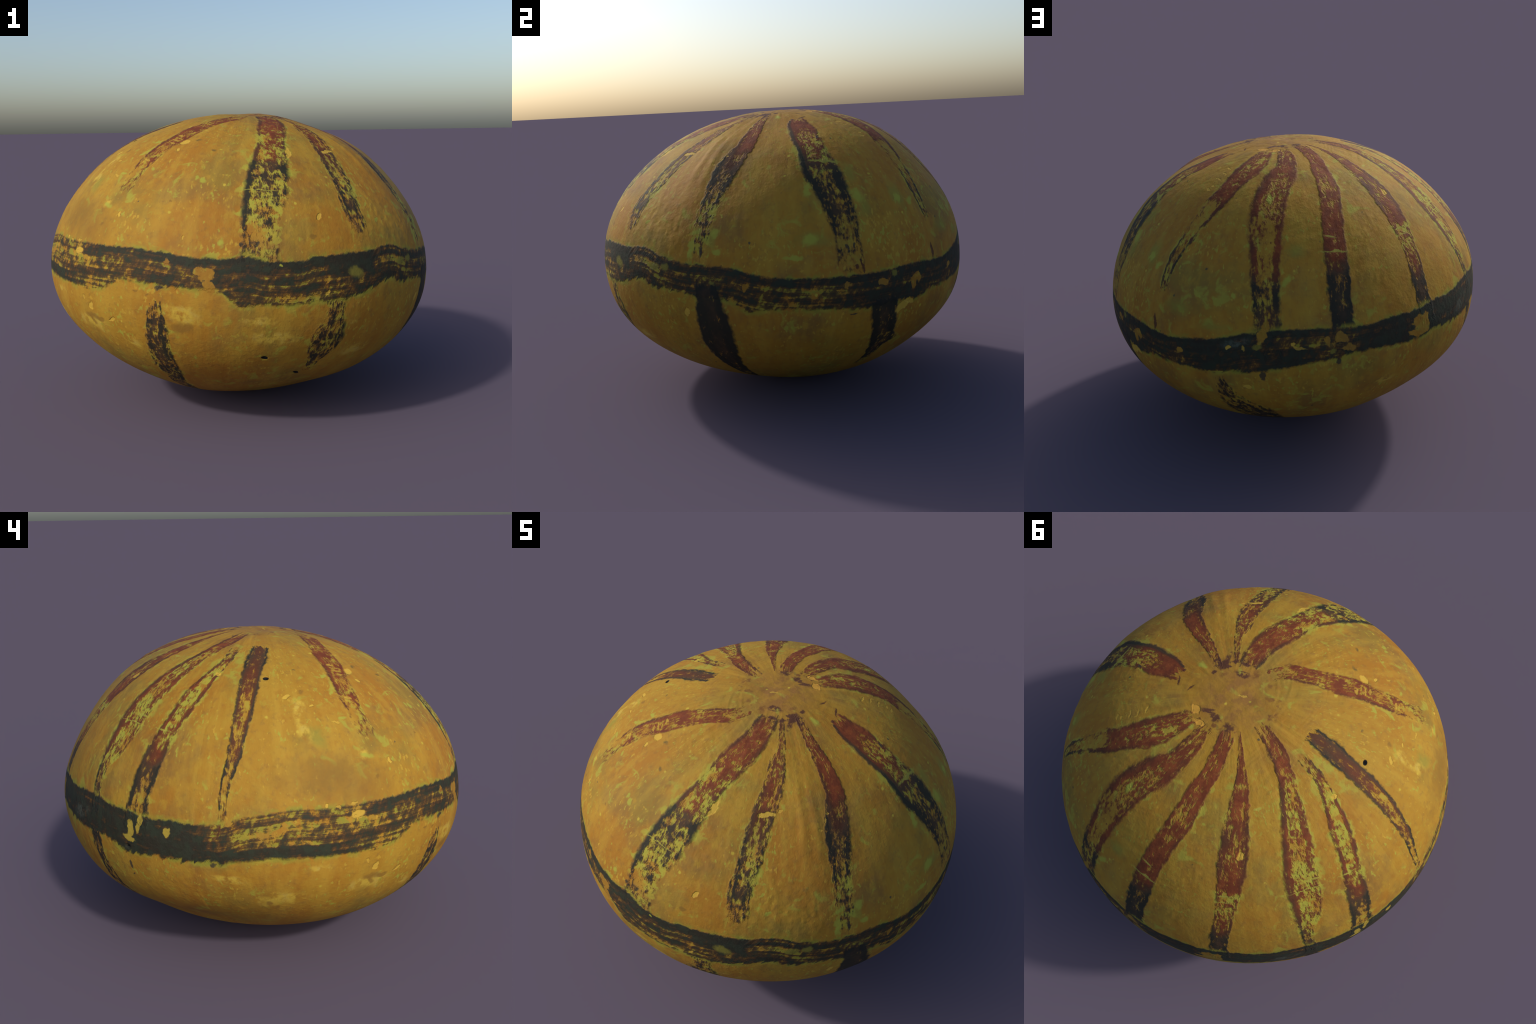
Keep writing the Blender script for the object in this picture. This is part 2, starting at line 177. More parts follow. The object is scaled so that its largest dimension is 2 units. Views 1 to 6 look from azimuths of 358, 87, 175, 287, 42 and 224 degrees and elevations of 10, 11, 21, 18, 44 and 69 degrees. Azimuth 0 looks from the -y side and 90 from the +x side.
def value_noise(X, Y, seed):
    """Smooth 2-D lattice noise, -1 to 1."""
    g = np.random.default_rng(seed).uniform(-1, 1, (256, 256))
    i, j = np.floor(X).astype(int), np.floor(Y).astype(int)
    fx, fy = X - i, Y - j
    fx, fy = fx * fx * (3 - 2 * fx), fy * fy * (3 - 2 * fy)
    G = lambda a, b: g[a % 256, b % 256]
    return (G(i, j) * (1 - fx) + G(i + 1, j) * fx) * (1 - fy) + (G(i, j + 1) * (1 - fx) + G(i + 1, j + 1) * fx) * fy


def cube_sphere(n):
    """Unit sphere of six n x n quad patches with shared borders, evenly spaced in angle."""
    g = np.tan(np.linspace(-1, 1, n + 1) * math.pi / 4)
    u, v = np.meshgrid(g, g, indexing="ij")
    o = np.ones_like(u)
    faces = [(o, u, v), (-o, -u, v), (-u, o, v), (u, -o, v), (-v, u, o), (v, u, -o)]
    P = np.concatenate([np.stack(f, -1).reshape(-1, 3) for f in faces])
    k = np.arange((n + 1) ** 2).reshape(n + 1, n + 1)
    q = np.stack([k[:-1, :-1], k[1:, :-1], k[1:, 1:], k[:-1, 1:]], -1).reshape(-1, 4)
    Q = np.concatenate([q + f * (n + 1) ** 2 for f in range(6)])
    _, first, inverse = np.unique(np.round(P * 1e6).astype(np.int64), axis=0, return_index=True, return_inverse=True)
    P, Q = P[first], inverse.reshape(-1)[Q]
    return P / np.linalg.norm(P, axis=1, keepdims=True), Q


DIRS, QUADS = cube_sphere(300)
AZ, CO = paint_coords(DIRS)
R = radius(DIRS)
arc = np.sin(np.radians(CO))
# relief: soft pores everywhere, wrinkles where the skin has shrunk, ridges running down from the crown
east, south = AZ * arc, CO
wrinkled = np.clip(bump(AZ, CO, -42, 76, 16, 12) + 0.9 * bump(AZ, CO, 114, 58, 11, 22) + 0.5 * bump(AZ, CO, -75, 74, 14, 9) + 0.35 * bump(AZ, CO, -25, 70, 20, 14), 0, 1)
patchy = np.clip(0.6 + 0.9 * value_noise(east / 7, south / 8, 16), 0, 1)
R += 0.0014 * wrinkled * patchy * (value_noise(east / 2.1 + south / 3.4, south / 2.9 - east / 6, 11) + 0.8 * value_noise(east / 1.1, south / 1.4, 12) + 0.5 * value_noise(east / 0.6, south / 0.7, 17))
ridged = bump(AZ, CO, -36, 48, 9, 20)
R += 0.0021 * ridged * value_noise(AZ / 2.6, south / 24, 13)
R += 0.0016 * value_noise(AZ / 9, south / 14, 14) * np.clip(CO / 30, 0, 1) * np.clip((180 - CO) / 30, 0, 1) * 0.6
upper = np.clip((95 - CO) / 20, 0, 1) * np.clip(CO / 14, 0, 1)
R += 0.0009 * upper * value_noise(AZ / 4.5, south / 5 + AZ / 40, 18) + 0.0009 * upper * patchy * value_noise(east / 1.7, south / 1.9, 19)
R += 0.0007 * bump(AZ * 0, CO, 0, 30, 1, 16) * value_noise(AZ / 3.4, south / 16, 20)
crown = np.exp(-(CO / 13) ** 2)
R += 0.0014 * crown * value_noise(DIRS[:, 0] * 26 + 40, DIRS[:, 1] * 26 + 40, 15)
for a, c, length, width, turn in BLEMISHES["pit"]:      # small black marks, dented slightly into the skin
    R -= 0.012 * bump(AZ, CO, a, c, 0.55, 0.42)
VERTS = CENTRE + DIRS * R[:, None]
VERTS[:, 2] -= VERTS[:, 2].min()

# smooth normals of the whole fruit, shared by all of its parts
fn = np.cross(VERTS[QUADS[:, 2]] - VERTS[QUADS[:, 0]], VERTS[QUADS[:, 3]] - VERTS[QUADS[:, 1]])
NORMALS = np.zeros_like(VERTS)
for k in range(4):
    for ax in range(3):
        NORMALS[:, ax] += np.bincount(QUADS[:, k], fn[:, ax], len(VERTS))
NORMALS /= np.linalg.norm(NORMALS, axis=1, keepdims=True)

mid = DIRS[QUADS].mean(1)
mid /= np.linalg.norm(mid, axis=1, keepdims=True)
FAZ, FCO = paint_coords(mid)


# ================================================================= materials
class Nodes:
    """Small helper for writing node trees as expressions."""

    def __init__(self, name):
        self.mat = bpy.data.materials.new(name)
        self.mat.use_nodes = True
        self.t = self.mat.node_tree
        self.bsdf = self.t.nodes["Principled BSDF"]
        self.cache = {}

    def new(self, kind, **props):
        n = self.t.nodes.new(kind)
        for k, v in props.items():
            setattr(n, k, v)
        return n

    def put(self, socket, v):
        if isinstance(v, bpy.types.NodeSocket):
            self.t.links.new(v, socket)
        elif v is not None:
            socket.default_value = v

    def m(self, op, a, b=None, c=None, clamp=False):
        n = self.new("ShaderNodeMath", operation=op, use_clamp=clamp)
        for s, v in zip(n.inputs, (a, b, c)):
            self.put(s, v)
        return n.outputs[0]

    def v(self, op, a, b=None):
        n = self.new("ShaderNodeVectorMath", operation=op)
        self.put(n.inputs[0], a)
        self.put(n.inputs[1], b)
        return n.outputs["Value"] if op in ("DOT_PRODUCT", "LENGTH") else n.outputs["Vector"]

    def add(self, a, b): return self.m("ADD", a, b)
    def sub(self, a, b): return self.m("SUBTRACT", a, b)
    def mul(self, a, b): return self.m("MULTIPLY", a, b)
    def mad(self, a, b, c): return self.m("MULTIPLY_ADD", a, b, c)

    def xyz(self, x, y, z=0.0):
        n = self.new("ShaderNodeCombineXYZ")
        for s, v in zip(n.inputs, (x, y, z)):
            self.put(s, v)
        return n.outputs[0]

    def step(self, x, lo, hi, a=0.0, b=1.0):
        n = self.new("ShaderNodeMapRange", interpolation_type="SMOOTHSTEP")
        for s, v in zip(n.inputs, (x, lo, hi, a, b)):
            self.put(s, v)
        return n.outputs[0]

    def line(self, x, lo, hi, a=0.0, b=1.0):
        n = self.new("ShaderNodeMapRange", clamp=True)
        for s, v in zip(n.inputs, (x, lo, hi, a, b)):
            self.put(s, v)
        return n.outputs[0]

    def noise(self, vec, scale, detail=3.0, rough=0.55, distort=0.0, colour=False):
        key = (scale, detail, rough, distort, colour)
        shared = vec == self.cache.get("P")                 # the same noise over the whole skin is made once
        if shared and key in self.cache:
            return self.cache[key]
        n = self.new("ShaderNodeTexNoise")
        self.put(n.inputs["Vector"], vec)
        for k, v in (("Scale", scale), ("Detail", detail), ("Roughness", rough), ("Distortion", distort)):
            n.inputs[k].default_value = v
        out = n.outputs["Color" if colour else "Fac"]
        if shared:
            self.cache[key] = out
        return out

    def voronoi(self, vec, scale, feature="F1"):
        n = self.new("ShaderNodeTexVoronoi", feature=feature)
        self.put(n.inputs["Vector"], vec)
        n.inputs["Scale"].default_value = scale
        return n

    def mix(self, fac, a, b):
        n = self.new("ShaderNodeMix", data_type="RGBA")
        self.put(n.inputs[0], fac)
        for s, v in ((n.inputs[6], a), (n.inputs[7], b)):
            self.put(s, (*v, 1.0) if isinstance(v, tuple) else v)
        return n.outputs[2]

    def curve(self, x, pts, lo, hi, smooth=True):
        """Value read off a curve through pts = [(0..1, value)], values between lo and hi."""
        n = self.new("ShaderNodeFloatCurve")
        cm = n.mapping
        cm.use_clip = False
        c = cm.curves[0]
        while len(c.points) < len(pts):
            c.points.new(0.5, 0.5)
        for p, (px, py) in zip(c.points, sorted(pts)):
            p.location = (px, (py - lo) / (hi - lo))
            p.handle_type = "AUTO_CLAMPED" if smooth else "VECTOR"
        cm.update()
        self.put(n.inputs["Value"], x)
        return self.mad(n.outputs[0], hi - lo, lo)

    # ---- where we are on the fruit
    def place(self, centre=0.0):
        """Azimuth (about `centre`), colatitude and arc distance in degrees, from Object coordinates."""
        if "P" not in self.cache:
            self.cache["P"] = self.new("ShaderNodeTexCoord").outputs["Object"]
            self.cache["D"] = self.v("NORMALIZE", self.v("SUBTRACT", self.cache["P"], tuple(CENTRE)))
            z = self.v("DOT_PRODUCT", self.cache["D"], tuple(POLE))
            self.cache["co"] = self.mul(self.m("ARCCOSINE", z), 180 / math.pi)
            self.cache["sin"] = self.m("SINE", self.mul(self.cache["co"], math.pi / 180))
        a = math.radians(centre)
        ex, ey = EAST0 * math.cos(a) + EAST90 * math.sin(a), EAST90 * math.cos(a) - EAST0 * math.sin(a)
        az = self.mul(self.m("ARCTAN2", self.v("DOT_PRODUCT", self.cache["D"], tuple(ey)), self.v("DOT_PRODUCT", self.cache["D"], tuple(ex))), 180 / math.pi)
        return az, self.cache["co"], self.mul(az, self.cache["sin"])


ORANGE, YELLOW, BROWN = (0.306, 0.138, 0.0150), (0.324, 0.173, 0.0178), (0.195, 0.108, 0.026)
LIME, CHIP, PALE = (0.305, 0.300, 0.038), (0.490, 0.310, 0.040), (0.465, 0.318, 0.040)
BLACK, UMBER, RED, MAROON = (0.0175, 0.0185, 0.0145), (0.056, 0.030, 0.014), (0.132, 0.029, 0.012), (0.078, 0.027, 0.014)


class Skin(Nodes):
    """The ochre skin that every part shares, with hooks for the paint on top of it."""

    def __init__(self, name):
        super().__init__(name)
        az, co, arc = self.place()
        P = self.cache["P"]
        self.P = P
        # broad drift between orange and yellow, brown clouds, grain drawn out down the meridians
        broad = self.noise(P, 2.3, 3.0, 0.5)
        streak = self.noise(self.xyz(self.mul(az, 0.16), self.mul(co, 0.035), 0.0), 1.0, 4.0, 0.6)
        streak = self.mix(self.step(co, 6.0, 22.0), (0.5, 0.5, 0.5), streak)
        fine = self.noise(P, 34.0, 4.0, 0.62)
        col = self.mix(self.step(broad, 0.36, 0.64), ORANGE, YELLOW)
        col = self.mix(self.mul(self.step(self.noise(P, 3.4, 5.0, 0.60), 0.46, 0.68), 0.80), col, self.mix(self.step(self.noise(P, 2.6, 2.0), 0.44, 0.56), BROWN, (0.205, 0.140, 0.024)))
        col = self.mix(self.mul(self.step(streak, 0.42, 0.70), 0.28), col, PALE)
        col = self.mix(self.mul(self.step(fine, 0.50, 0.72), 0.45), col, BROWN)
        smear = self.noise(self.xyz(self.mul(az, 0.34), self.mul(co, 0.24), 5.0), 1.0, 4.0, 0.62)
        smear = self.mix(self.step(co, 10.0, 24.0), self.noise(P, 15.0, 3.0, 0.6), smear)
        col = self.mix(self.mul(self.step(smear, 0.50, 0.70), 0.70), col, (0.345, 0.206, 0.023))
        col = self.mix(self.mul(self.step(smear, 0.46, 0.30), 0.38), col, (0.270, 0.110, 0.012))
        crown = self.step(co, 17.0, 5.0)
        col = self.mix(self.mul(crown, self.step(self.noise(P, 16.0, 4.0, 0.7), 0.40, 0.60, 0.35, 0.9)), col, (0.215, 0.102, 0.026))
        collar = self.mul(self.step(self.noise(P, 6.5, 2.0), 0.42, 0.56), self.mul(self.step(co, 17.0, 13.0), self.step(co, 6.0, 9.5)))
        col = self.mix(self.mul(collar, self.mul(self.step(self.noise(P, 19.0, 4.0, 0.65), 0.52, 0.62), 0.75)), col, (0.135, 0.046, 0.018))
        # flecks where an under-coat of lime shows, pinprick dark spots and little pale chips
        fleck = self.noise(P, 15.0, 3.0, 0.55, 0.6)
        patchy = self.noise(P, 3.1, 2.0, 0.5)
        self.fleck = fleck
        col = self.mix(self.mul(self.step(self.mad(patchy, 0.34, fleck), 0.755, 0.90), 0.62), col, LIME)
        dab = self.noise(self.xyz(self.mul(az, 0.95), self.mul(co, 0.60), 8.0), 1.0, 2.0, 0.5)
        dab = self.mix(self.step(co, 16.0, 30.0), (0.5, 0.5, 0.5), dab)
        where = self.noise(P, 4.2, 3.0, 0.6)
        col = self.mix(self.mul(self.step(self.mad(where, 0.60, dab), 0.91, 1.04), 0.75), col, self.mix(self.step(fleck, 0.42, 0.56), (0.430, 0.265, 0.030), LIME))
        vor = self.voronoi(P, 13.0)
        cell = self.new("ShaderNodeSeparateColor")
        self.t.links.new(vor.outputs["Color"], cell.inputs[0])
        near = self.mad(self.sub(fine, 0.5), 0.25, vor.outputs["Distance"])
        col = self.mix(self.mul(self.step(near, 0.12, 0.03), self.m("GREATER_THAN", cell.outputs[0], 0.82)), col, (0.420, 0.310, 0.036))
        col = self.mix(self.mul(self.step(near, 0.085, 0.05), self.m("LESS_THAN", cell.outputs[0], 0.13)), col, (0.10, 0.07, 0.03))
        self.col = self.ground = col
        self.fine = fine
        pore = self.noise(P, 75.0, 3.0, 0.6)
        self.height = self.mad(streak, 0.7, self.mad(pore, 0.22, self.mul(fine, 0.55)))
        self.rough = 0.72
        self.wob = self.v("SCALE", self.v("SUBTRACT", self.noise(P, 26.0, 3.0, 0.6, colour=True), (0.5, 0.5, 0.5)))
        self.wob.node.inputs["Scale"].default_value = 0.034
        self.warped = self.v("ADD", P, self.wob)

    def over(self, mask, colour):
        self.col = self.mix(mask, self.col, colour)

    def blemish(self, kind, spot):
        """One elliptic mark with a ragged or soft rim."""
        a, c, length, width, turn = spot
        loc, e, s, n = surface_frame(a, c)
        th = math.radians(turn)
        u, w = e * math.cos(th) + s * math.sin(th), s * math.cos(th) - e * math.sin(th)
        rot = Matrix((u, w, n)).transposed()
        if rot.determinant() < 0:
            rot = Matrix((u, w, -n)).transposed()
        big = max(length, width) / 1000
        mp = self.new("ShaderNodeMapping", vector_type="TEXTURE")
        mp.inputs["Location"].default_value = loc
        mp.inputs["Rotation"].default_value = rot.to_euler()
        mp.inputs["Scale"].default_value = (length / 1000, width / 1000, big * 1.5)
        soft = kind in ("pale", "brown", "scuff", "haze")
        self.t.links.new(self.P if kind == "pit" else self.warped, mp.inputs["Vector"])
        d = self.v("LENGTH", mp.outputs[0])
        if kind in ("bare", "dark", "red", "lime", "chip", "drip", "crust", "scratch", "olive"):
            d = self.mad(self.sub(self.noise(self.P, 24.0, 4.0, 0.6), 0.5), {"chip": 0.6, "lime": 1.5, "drip": 1.0, "bare": 1.7}.get(kind, 1.5), d)
        if soft:
            d = self.mad(self.sub(self.noise(self.P, 13.0, 4.0, 0.65), 0.5), 1.5, d)
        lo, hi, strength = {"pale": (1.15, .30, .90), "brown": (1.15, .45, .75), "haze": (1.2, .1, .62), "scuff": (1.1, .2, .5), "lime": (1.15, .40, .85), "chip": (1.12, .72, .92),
                            "crown": (1.1, .8, .9), "drip": (1.1, .8, .95), "smudge": (1.15, .2, .7), "crust": (1.25, .6, .95), "scratch": (1.2, .5, .8), "olive": (1.2, .5, .85), "bare": (1.08, .82, 1.0), "dark": (1.1, .6, .9), "red": (1.1, .6, .9), "pit": (1.05, .85, 1.0)}[kind]
        if kind == "chip" and width <= 8:
            strength = 0.6
        if kind == "brown" and length > 100:
            strength = 0.42
        mask = self.mul(self.step(d, lo, hi), strength)
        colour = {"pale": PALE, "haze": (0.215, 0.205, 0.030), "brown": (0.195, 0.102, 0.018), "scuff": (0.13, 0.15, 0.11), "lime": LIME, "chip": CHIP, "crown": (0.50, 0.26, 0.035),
                  "bare": self.mix(0.35, self.ground, (0.20, 0.10, 0.014)), "drip": (0.345, 0.250, 0.035), "smudge": (0.075, 0.060, 0.022), "crust": (0.082, 0.032, 0.018), "scratch": (0.330, 0.300, 0.045), "olive": (0.185, 0.160, 0.026), "dark": (0.045, 0.036, 0.024), "red": MAROON, "pit": (0.006, 0.006, 0.006)}[kind]
        if kind == "crust":
            mask = self.mul(mask, self.step(self.noise(self.P, 26.0, 4.0, 0.65), 0.40, 0.50))
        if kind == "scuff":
            mask = self.mul(mask, self.step(self.noise(self.P, 30.0, 4.0, 0.7), 0.35, 0.65))
        if kind == "pale":
            mask = self.mul(mask, self.step(self.noise(self.P, 24.0, 4.0, 0.6), 0.38, 0.56))
            colour = self.mix(self.step(self.noise(self.P, 22.0, 3.0, 0.6), 0.45, 0.7), PALE, (0.42, 0.30, 0.060))
        self.over(mask, colour)
        if kind in ("chip", "crown"):
            self.height = self.mad(mask, -0.7, self.height)

    def stripe(self, key):
        """A worn brush stripe: wavy edges, bristle streaks, red giving way to black."""
        S = STRIPES[key]
        rows, (edge_w, edge_e) = WEAR[key]
        inner, outer = (0.62, 0.82) if key == "B" else (0.40, 0.68)       # B has thin outline strokes round a wide worn middle
        t0, t1 = S["span"]
        west, east = S["west"], S["east"]
        c0 = (sum(west) + sum(east)) / (2 * len(west))
        az, co, arc = self.place(c0)
        P = self.P
        f = self.line(co, t0, t1)
        at = lambda vals: [(i / (len(vals) - 1), v - c0) for i, v in enumerate(vals)]
        lo, hi = min(west + east) - c0 - 1, max(west + east) - c0 + 1
        w, e = self.curve(f, at(west), lo, hi), self.curve(f, at(east), lo, hi)
        half = self.mul(self.sub(e, w), 0.5)
        s = self.m("DIVIDE", self.sub(az, self.mul(self.add(e, w), 0.5)), self.m("MAXIMUM", half, 0.4))
        ragged = self.sub(self.noise(P, 22.0, 3.0, 0.55), 0.5)
        nibble = self.sub(self.noise(self.xyz(self.mul(arc, 0.7), self.mul(co, 0.5), 4.0), 1.0, 2.0, 0.5), 0.5)
        bite = self.add(self.mul(ragged, 0.45), self.mul(nibble, 0.62))
        s_w = self.mad(bite, self.m("DIVIDE", 2.6, self.m("MAXIMUM", self.mul(half, self.cache["sin"]), 2.0)), s)
        side = self.m("ABSOLUTE", s_w)
        seed = (ord(key) * 7.31) % 50
        bristle = self.noise(self.xyz(self.mad(s, 2.6, seed), self.mul(co, 0.16), seed), 1.0, 3.0, 0.6)
        f_w = self.mad(self.sub(self.add(bristle, self.mul(self.noise(P, 17.0, 4.0, 0.6), 0.5)), 0.75), 0.16, self.m("DIVIDE", self.sub(co, t0), t1 - t0))
        ends = self.mul(self.step(f_w, -0.015, 0.012), self.step(f_w, 1.015, 0.985))
        body = self.mul(self.step(side, 1.13, 0.88), ends)
        # paint thickness in three lanes
        lane_w, lane_e = self.step(s, -inner, -outer), self.step(s, inner, outer)
        f_j = self.mad(ragged, 0.05, f)
        dens = [self.curve(f_j, [(r[0], r[k]) for r in rows], 0.0, 1.1, smooth=False) for k in (1, 2, 3)]
        d = self.add(dens[1], self.add(self.mul(lane_w, self.sub(dens[0], dens[1])), self.mul(lane_e, self.sub(dens[2], dens[1]))))
        blotch = self.noise(self.v("ADD", self.warped, (seed, 0.0, 0.0)), 21.0, 3.0, 0.6)
        chips = self.noise(self.xyz(self.mad(arc, 1.15, seed), self.mul(co, 0.62), seed), 1.0, 3.0, 0.6)
        grain = self.add(self.mul(bristle, 0.60), self.add(self.mul(blotch, 0.55), self.mul(chips, 0.85)))     # about 1 +- 0.25
        h = self.mad(self.sub(grain, 1.0), 1.55, self.mad(d, 0.86, 0.08))
        paint = self.mul(self.step(h, 0.37, 0.68), body)
        # lime under-coat where the paint has gone, and as a thin halo
        lime = self.curve(f, [(r[0], r[5]) for r in rows], 0.0, 1.0, smooth=False)
        halo = self.mul(self.step(side, 1.7, 0.95), self.mul(self.step(f_w, -0.02, 0.03), self.step(f_w, 1.04, 0.99)))
        showing = self.mul(self.mul(halo, self.step(lime, 0.0, 1.0)), self.step(self.mad(lime, 0.13, self.mad(self.sub(chips, 0.5), -0.5, self.mad(self.step(side, 1.0, 1.4), -0.10, self.fleck))), 0.53, 0.68))
        self.over(self.mul(showing, 0.92), self.mix(self.step(self.fine, 0.4, 0.6), LIME, (0.345, 0.285, 0.032)))
        # pigment
        k = self.curve(f_j, [(r[0], r[4]) for r in rows], 0.0, 1.0)
        out_w, out_e = self.step(s, -0.62, -0.80), self.step(s, 0.62, 0.80)
        k = self.add(k, self.mul(self.add(self.mul(out_w, edge_w), self.mul(out_e, edge_e)), 0.62))
        k = self.mad(self.sub(self.noise(P, 11.0, 4.0, 0.6), 0.5), 0.75, k)
        k = self.add(k, self.mad(self.step(side, 0.60, 0.20), -0.17, self.mul(self.step(side, 0.70, 1.02), 0.06)))      # red lasts longest down the middle
        tint = self.mix(self.step(k, 0.05, 0.50), self.mix(self.step(blotch, 0.4, 0.62), (0.190, 0.044, 0.014), RED), MAROON)
        tint = self.mix(self.step(k, 0.42, 0.74), tint, (0.054, 0.032, 0.018))
        tint = self.mix(self.step(k, 0.68, 0.98), tint, BLACK)
        thin = self.step(h, 0.78, 0.50)
        tint = self.mix(self.mul(thin, 0.45), tint, (0.20, 0.080, 0.020))
        self.over(self.mul(paint, self.mad(thin, -0.12, 0.97)), tint)
        self.height = self.mad(paint, 0.55, self.height)

    def belt(self):
        """The dark belt: lanes of thick and thin brushwork, slanting brush ends along its edges."""
        az, co, arc = self.place()
        P = self.P
        x = self.line(az, -180.0, 180.0)
        ring = lambda vals: [(i / len(vals), v) for i, v in enumerate(vals)] + [(1.0, vals[0])]
        top, bottom = self.curve(x, ring(BELT_TOP), 70, 100), self.curve(x, ring(BELT_BOTTOM), 70, 100)
        ragged = self.sub(self.noise(P, 30.0, 4.0, 0.65), 0.5)
        patch = self.step(self.noise(P, 3.7, 2.0, 0.5), 0.42, 0.58)
        slant = self.mul(self.sub(self.noise(self.xyz(self.add(self.mul(az, 0.62), self.mul(co, 0.50)), self.mul(co, 0.10), 2.0), 1.0, 2.0, 0.55), 0.5), 5.0)
        low = self.mad(self.mul(slant, patch), 0.75, self.mad(ragged, 2.4, co))
        high = self.mad(self.mul(slant, patch), 0.20, self.mad(ragged, 1.7, co))
        body = self.mul(self.step(self.sub(high, top), -0.40, 0.35), self.step(self.sub(low, bottom), 0.50, -0.45))
        u = self.m("DIVIDE", self.sub(self.mad(ragged, 1.0, co), top), self.sub(bottom, top))
        dens = [self.curve(x, ring([row[k] for row in BELT_LANES]), 0.0, 1.1) for k in range(4)]
        d = dens[0]
        for k in (1, 2, 3):
            d = self.add(d, self.mul(self.step(u, 0.25 * k - 0.07, 0.25 * k + 0.07), self.sub(dens[k], dens[k - 1])))
        strand = self.noise(self.xyz(self.mul(az, 0.055), self.mul(self.sub(co, top), 0.78), 3.0), 1.0, 4.0, 0.60)
        blotch = self.noise(self.warped, 24.0, 4.0, 0.64)
        nick = self.noise(self.xyz(self.add(self.mul(az, 0.95), self.mul(co, 0.55)), self.mul(co, 0.30), 9.0), 1.0, 2.0, 0.5)
        grain = self.mad(strand, 0.95, self.mad(blotch, 0.90, self.mul(self.sub(nick, 0.5), 0.40)))
        h = self.mad(self.sub(grain, 0.925), 1.5, self.mad(d, 0.95, 0.02))
        paint = self.mul(self.step(h, 0.34, 0.52), body)
        halo = self.mul(self.step(self.sub(co, top), -1.6, 0.0), self.step(self.sub(co, bottom), 1.8, 0.0))
        fringe = self.mul(self.step(self.sub(self.mad(slant, 0.5, co), bottom), 1.5, 0.2), self.step(self.sub(co, bottom), -1.6, -0.4))
        self.over(self.mul(self.mul(fringe, self.step(self.noise(P, 7.0, 3.0, 0.6), 0.46, 0.60)), 0.70), LIME)
        self.over(self.mul(self.mul(halo, self.step(self.fleck, 0.44, 0.56)), 0.85), self.mix(self.step(self.fine, 0.4, 0.6), (0.205, 0.205, 0.026), (0.270, 0.215, 0.024)))
        tint = self.mix(self.step(h, 0.42, 0.66), self.mix(self.step(blotch, 0.42, 0.58), (0.135, 0.062, 0.014), (0.105, 0.080, 0.020)), UMBER)
        tint = self.mix(self.step(h, 0.60, 0.86), tint, self.mix(self.step(blotch, 0.44, 0.6), BLACK, (0.020, 0.027, 0.019)))
        self.over(self.mul(paint, 0.97), tint)
        rope = self.mul(self.mul(slant, self.step(self.m("ABSOLUTE", self.add(az, 48.0)), 10.0, 5.0)), self.mul(self.step(u, -0.02, 0.06), self.step(u, 0.34, 0.2)))
        self.height = self.mad(rope, 0.22, self.mad(paint, 0.4, self.height))

    def finish(self):
        self.t.links.new(self.col, self.bsdf.inputs["Base Color"])
        b = self.new("ShaderNodeBump")
        b.inputs["Strength"].default_value = 0.75
        b.inputs["Distance"].default_value = 0.006
        self.t.links.new(self.height, b.inputs["Height"])
        self.t.links.new(b.outputs[0], self.bsdf.inputs["Normal"])
        self.bsdf.inputs["Roughness"].default_value = self.rough
        self.bsdf.inputs["Specular IOR Level"].default_value = 0.18
        return self.mat


def surface_frame(a, c):
    a, c = math.radians(a), math.radians(c)
    d = math.cos(c) * POLE + math.sin(c) * (math.cos(a) * EAST0 + math.sin(a) * EAST90)
    p = CENTRE + d * radius(d[None])[0]
    e = np.cross(POLE, d)
    e /= np.linalg.norm(e)
    s = np.cross(e, d)
    return Vector(p), Vector(e), Vector(s), Vector(d)


# ============================================================ parts of the fruit
lower_keys = [k for k in STRIPES if k.islower()]
upper_keys = [k for k in STRIPES if k.isupper()]
region = np.where(FCO < 87, 0, 1)                       # 0 upper rind, 1 lower rind
region[FCO < 14] = 2                                    # crown, where the stalk sat
parts = [("upper_rind", 0, ()), ("lower_rind", 1, ()), ("crown", 2, ())]


def faces_of(key, margin):
    S = STRIPES[key]
    t0, t1 = S["span"]
    c0 = (sum(S["west"]) + sum(S["east"])) / 18
    stations = np.linspace(t0, t1, 9)
    w, e = np.interp(FCO, stations, S["west"]), np.interp(FCO, stations, S["east"])
    m = margin / np.maximum(np.sin(np.radians(FCO)), 0.1)
    a = (FAZ - c0 + 180) % 360 - 180 + c0
    return (a > w - m) & (a < e + m) & (FCO > t0 - 1.2) & (FCO < t1 + 1.5)


for key in upper_keys + lower_keys:
    name = "painted_stripe" if key.isupper() else "lower_stripe"
    parts.append((name, len(parts), (key,)))
    region[faces_of(key, 2.6) & ~np.isin(region, np.arange(3, len(parts) - 1))] = parts[-1][1]
ring = lambda vals: np.interp(FAZ, np.linspace(-180, 180, len(vals) + 1), vals + vals[:1])
belt = (FCO > ring(BELT_TOP) - 2.0) & (FCO < ring(BELT_BOTTOM) + 2.2)
parts.append(("painted_belt", len(parts), ("belt",)))
BELT_ID = parts[-1][1]
region[belt] = BELT_ID

root = bpy.data.objects.new("painted_gourd", None)
bpy.context.scene.collection.objects.link(root)
root["label"] = "squat yellow gourd with worn red and black painted stripes"
root["category"] = "painted gourd"

spot_dirs = [(kind, spot) for kind in ("haze", "pale", "brown") for spot in BLEMISHES[kind]]
late_spots = [(kind, spot) for kind in ("lime", "olive", "scratch", "red", "smudge", "crust", "dark", "scuff", "bare", "drip", "chip", "crown", "pit") for spot in BLEMISHES[kind]]


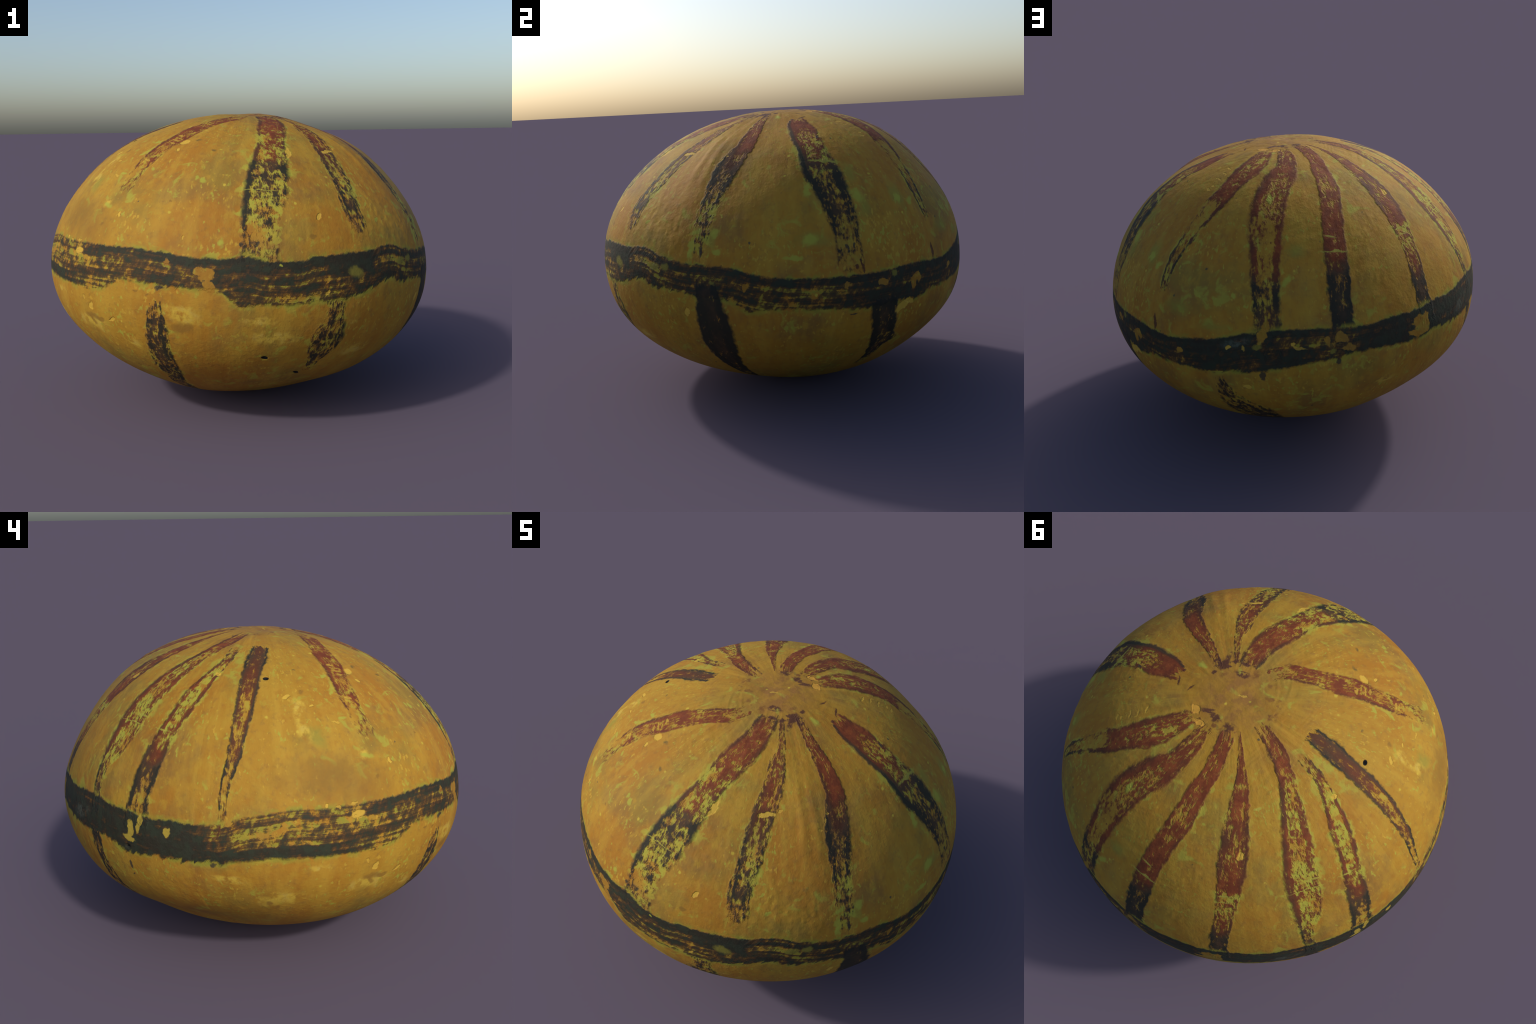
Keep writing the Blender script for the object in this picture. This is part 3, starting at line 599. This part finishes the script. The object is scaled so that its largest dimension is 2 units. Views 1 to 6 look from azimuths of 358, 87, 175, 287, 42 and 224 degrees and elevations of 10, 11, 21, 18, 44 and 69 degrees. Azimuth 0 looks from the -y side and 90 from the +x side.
def touching(spots, ids):
    """The blemishes that reach the faces `ids`."""
    az, co = np.radians(FAZ[ids]), np.radians(FCO[ids])
    out = []
    for kind, spot in spots:
        a, c = math.radians(spot[0]), math.radians(spot[1])
        cosd = np.cos(c) * np.cos(co) + np.sin(c) * np.sin(co) * np.cos(az - a)
        if np.degrees(np.arccos(min(1.0, cosd.max()))) < math.degrees(max(spot[2], spot[3]) * 1.9 / 900) + 1.5:
            out.append((kind, spot))
    return out


# which part of the turn round the fruit each face lies in: the paint of a broad part is mixed sector by sector
SECTORS = 12
sector = np.clip(((FAZ + 180) / (360 / SECTORS)).astype(int), 0, SECTORS - 1)
reach = {k: faces_of(k, 2.6) for k in STRIPES}


def paint_of(name, ids, paints):
    """The material for the faces `ids` of a part: skin, clouds, stripes and belt that reach them, then blemishes."""
    skin = Skin(name + "_paint")
    for kind, spot in touching(spot_dirs, ids):
        skin.blemish(kind, spot)
    skin.ground = skin.col                               # the bare skin, for places where paint has gone
    if name not in ("upper_rind", "lower_rind"):
        for key in upper_keys + ["belt"] + lower_keys:      # the lower stripes were brushed over the belt
            if key == "belt":
                if key in paints:
                    skin.belt()
            elif key in paints or reach[key][ids].any():
                skin.stripe(key)
    for kind, spot in touching(late_spots, ids):
        skin.blemish(kind, spot)
    return skin.finish()


for name, rid, paints in parts:
    ids = np.flatnonzero(region == rid)
    if not len(ids):
        continue
    whole = name.endswith("stripe") or name == "crown"
    slot = np.zeros(len(ids), int) if whole else sector[ids]
    mats = [paint_of(name, ids[slot == k], paints) for k in range(slot.max() + 1)]
    used, local = np.unique(QUADS[ids], return_inverse=True)
    me = bpy.data.meshes.new(name)
    me.vertices.add(len(used))
    me.vertices.foreach_set("co", VERTS[used].astype(np.float32).ravel())
    me.loops.add(4 * len(ids))
    me.loops.foreach_set("vertex_index", local.reshape(-1).astype(np.int32))
    me.polygons.add(len(ids))
    me.polygons.foreach_set("loop_start", np.arange(0, 4 * len(ids), 4, dtype=np.int32))
    me.update(calc_edges=True)
    me.validate()
    me.polygons.foreach_set("use_smooth", np.ones(len(ids), dtype=bool))
    me.normals_split_custom_set_from_vertices(NORMALS[used].astype(np.float32))
    for mat in mats:
        me.materials.append(mat)
    me.polygons.foreach_set("material_index", slot.astype(np.int32))
    ob = bpy.data.objects.new(name, me)
    ob.parent = root
    bpy.context.scene.collection.objects.link(ob)
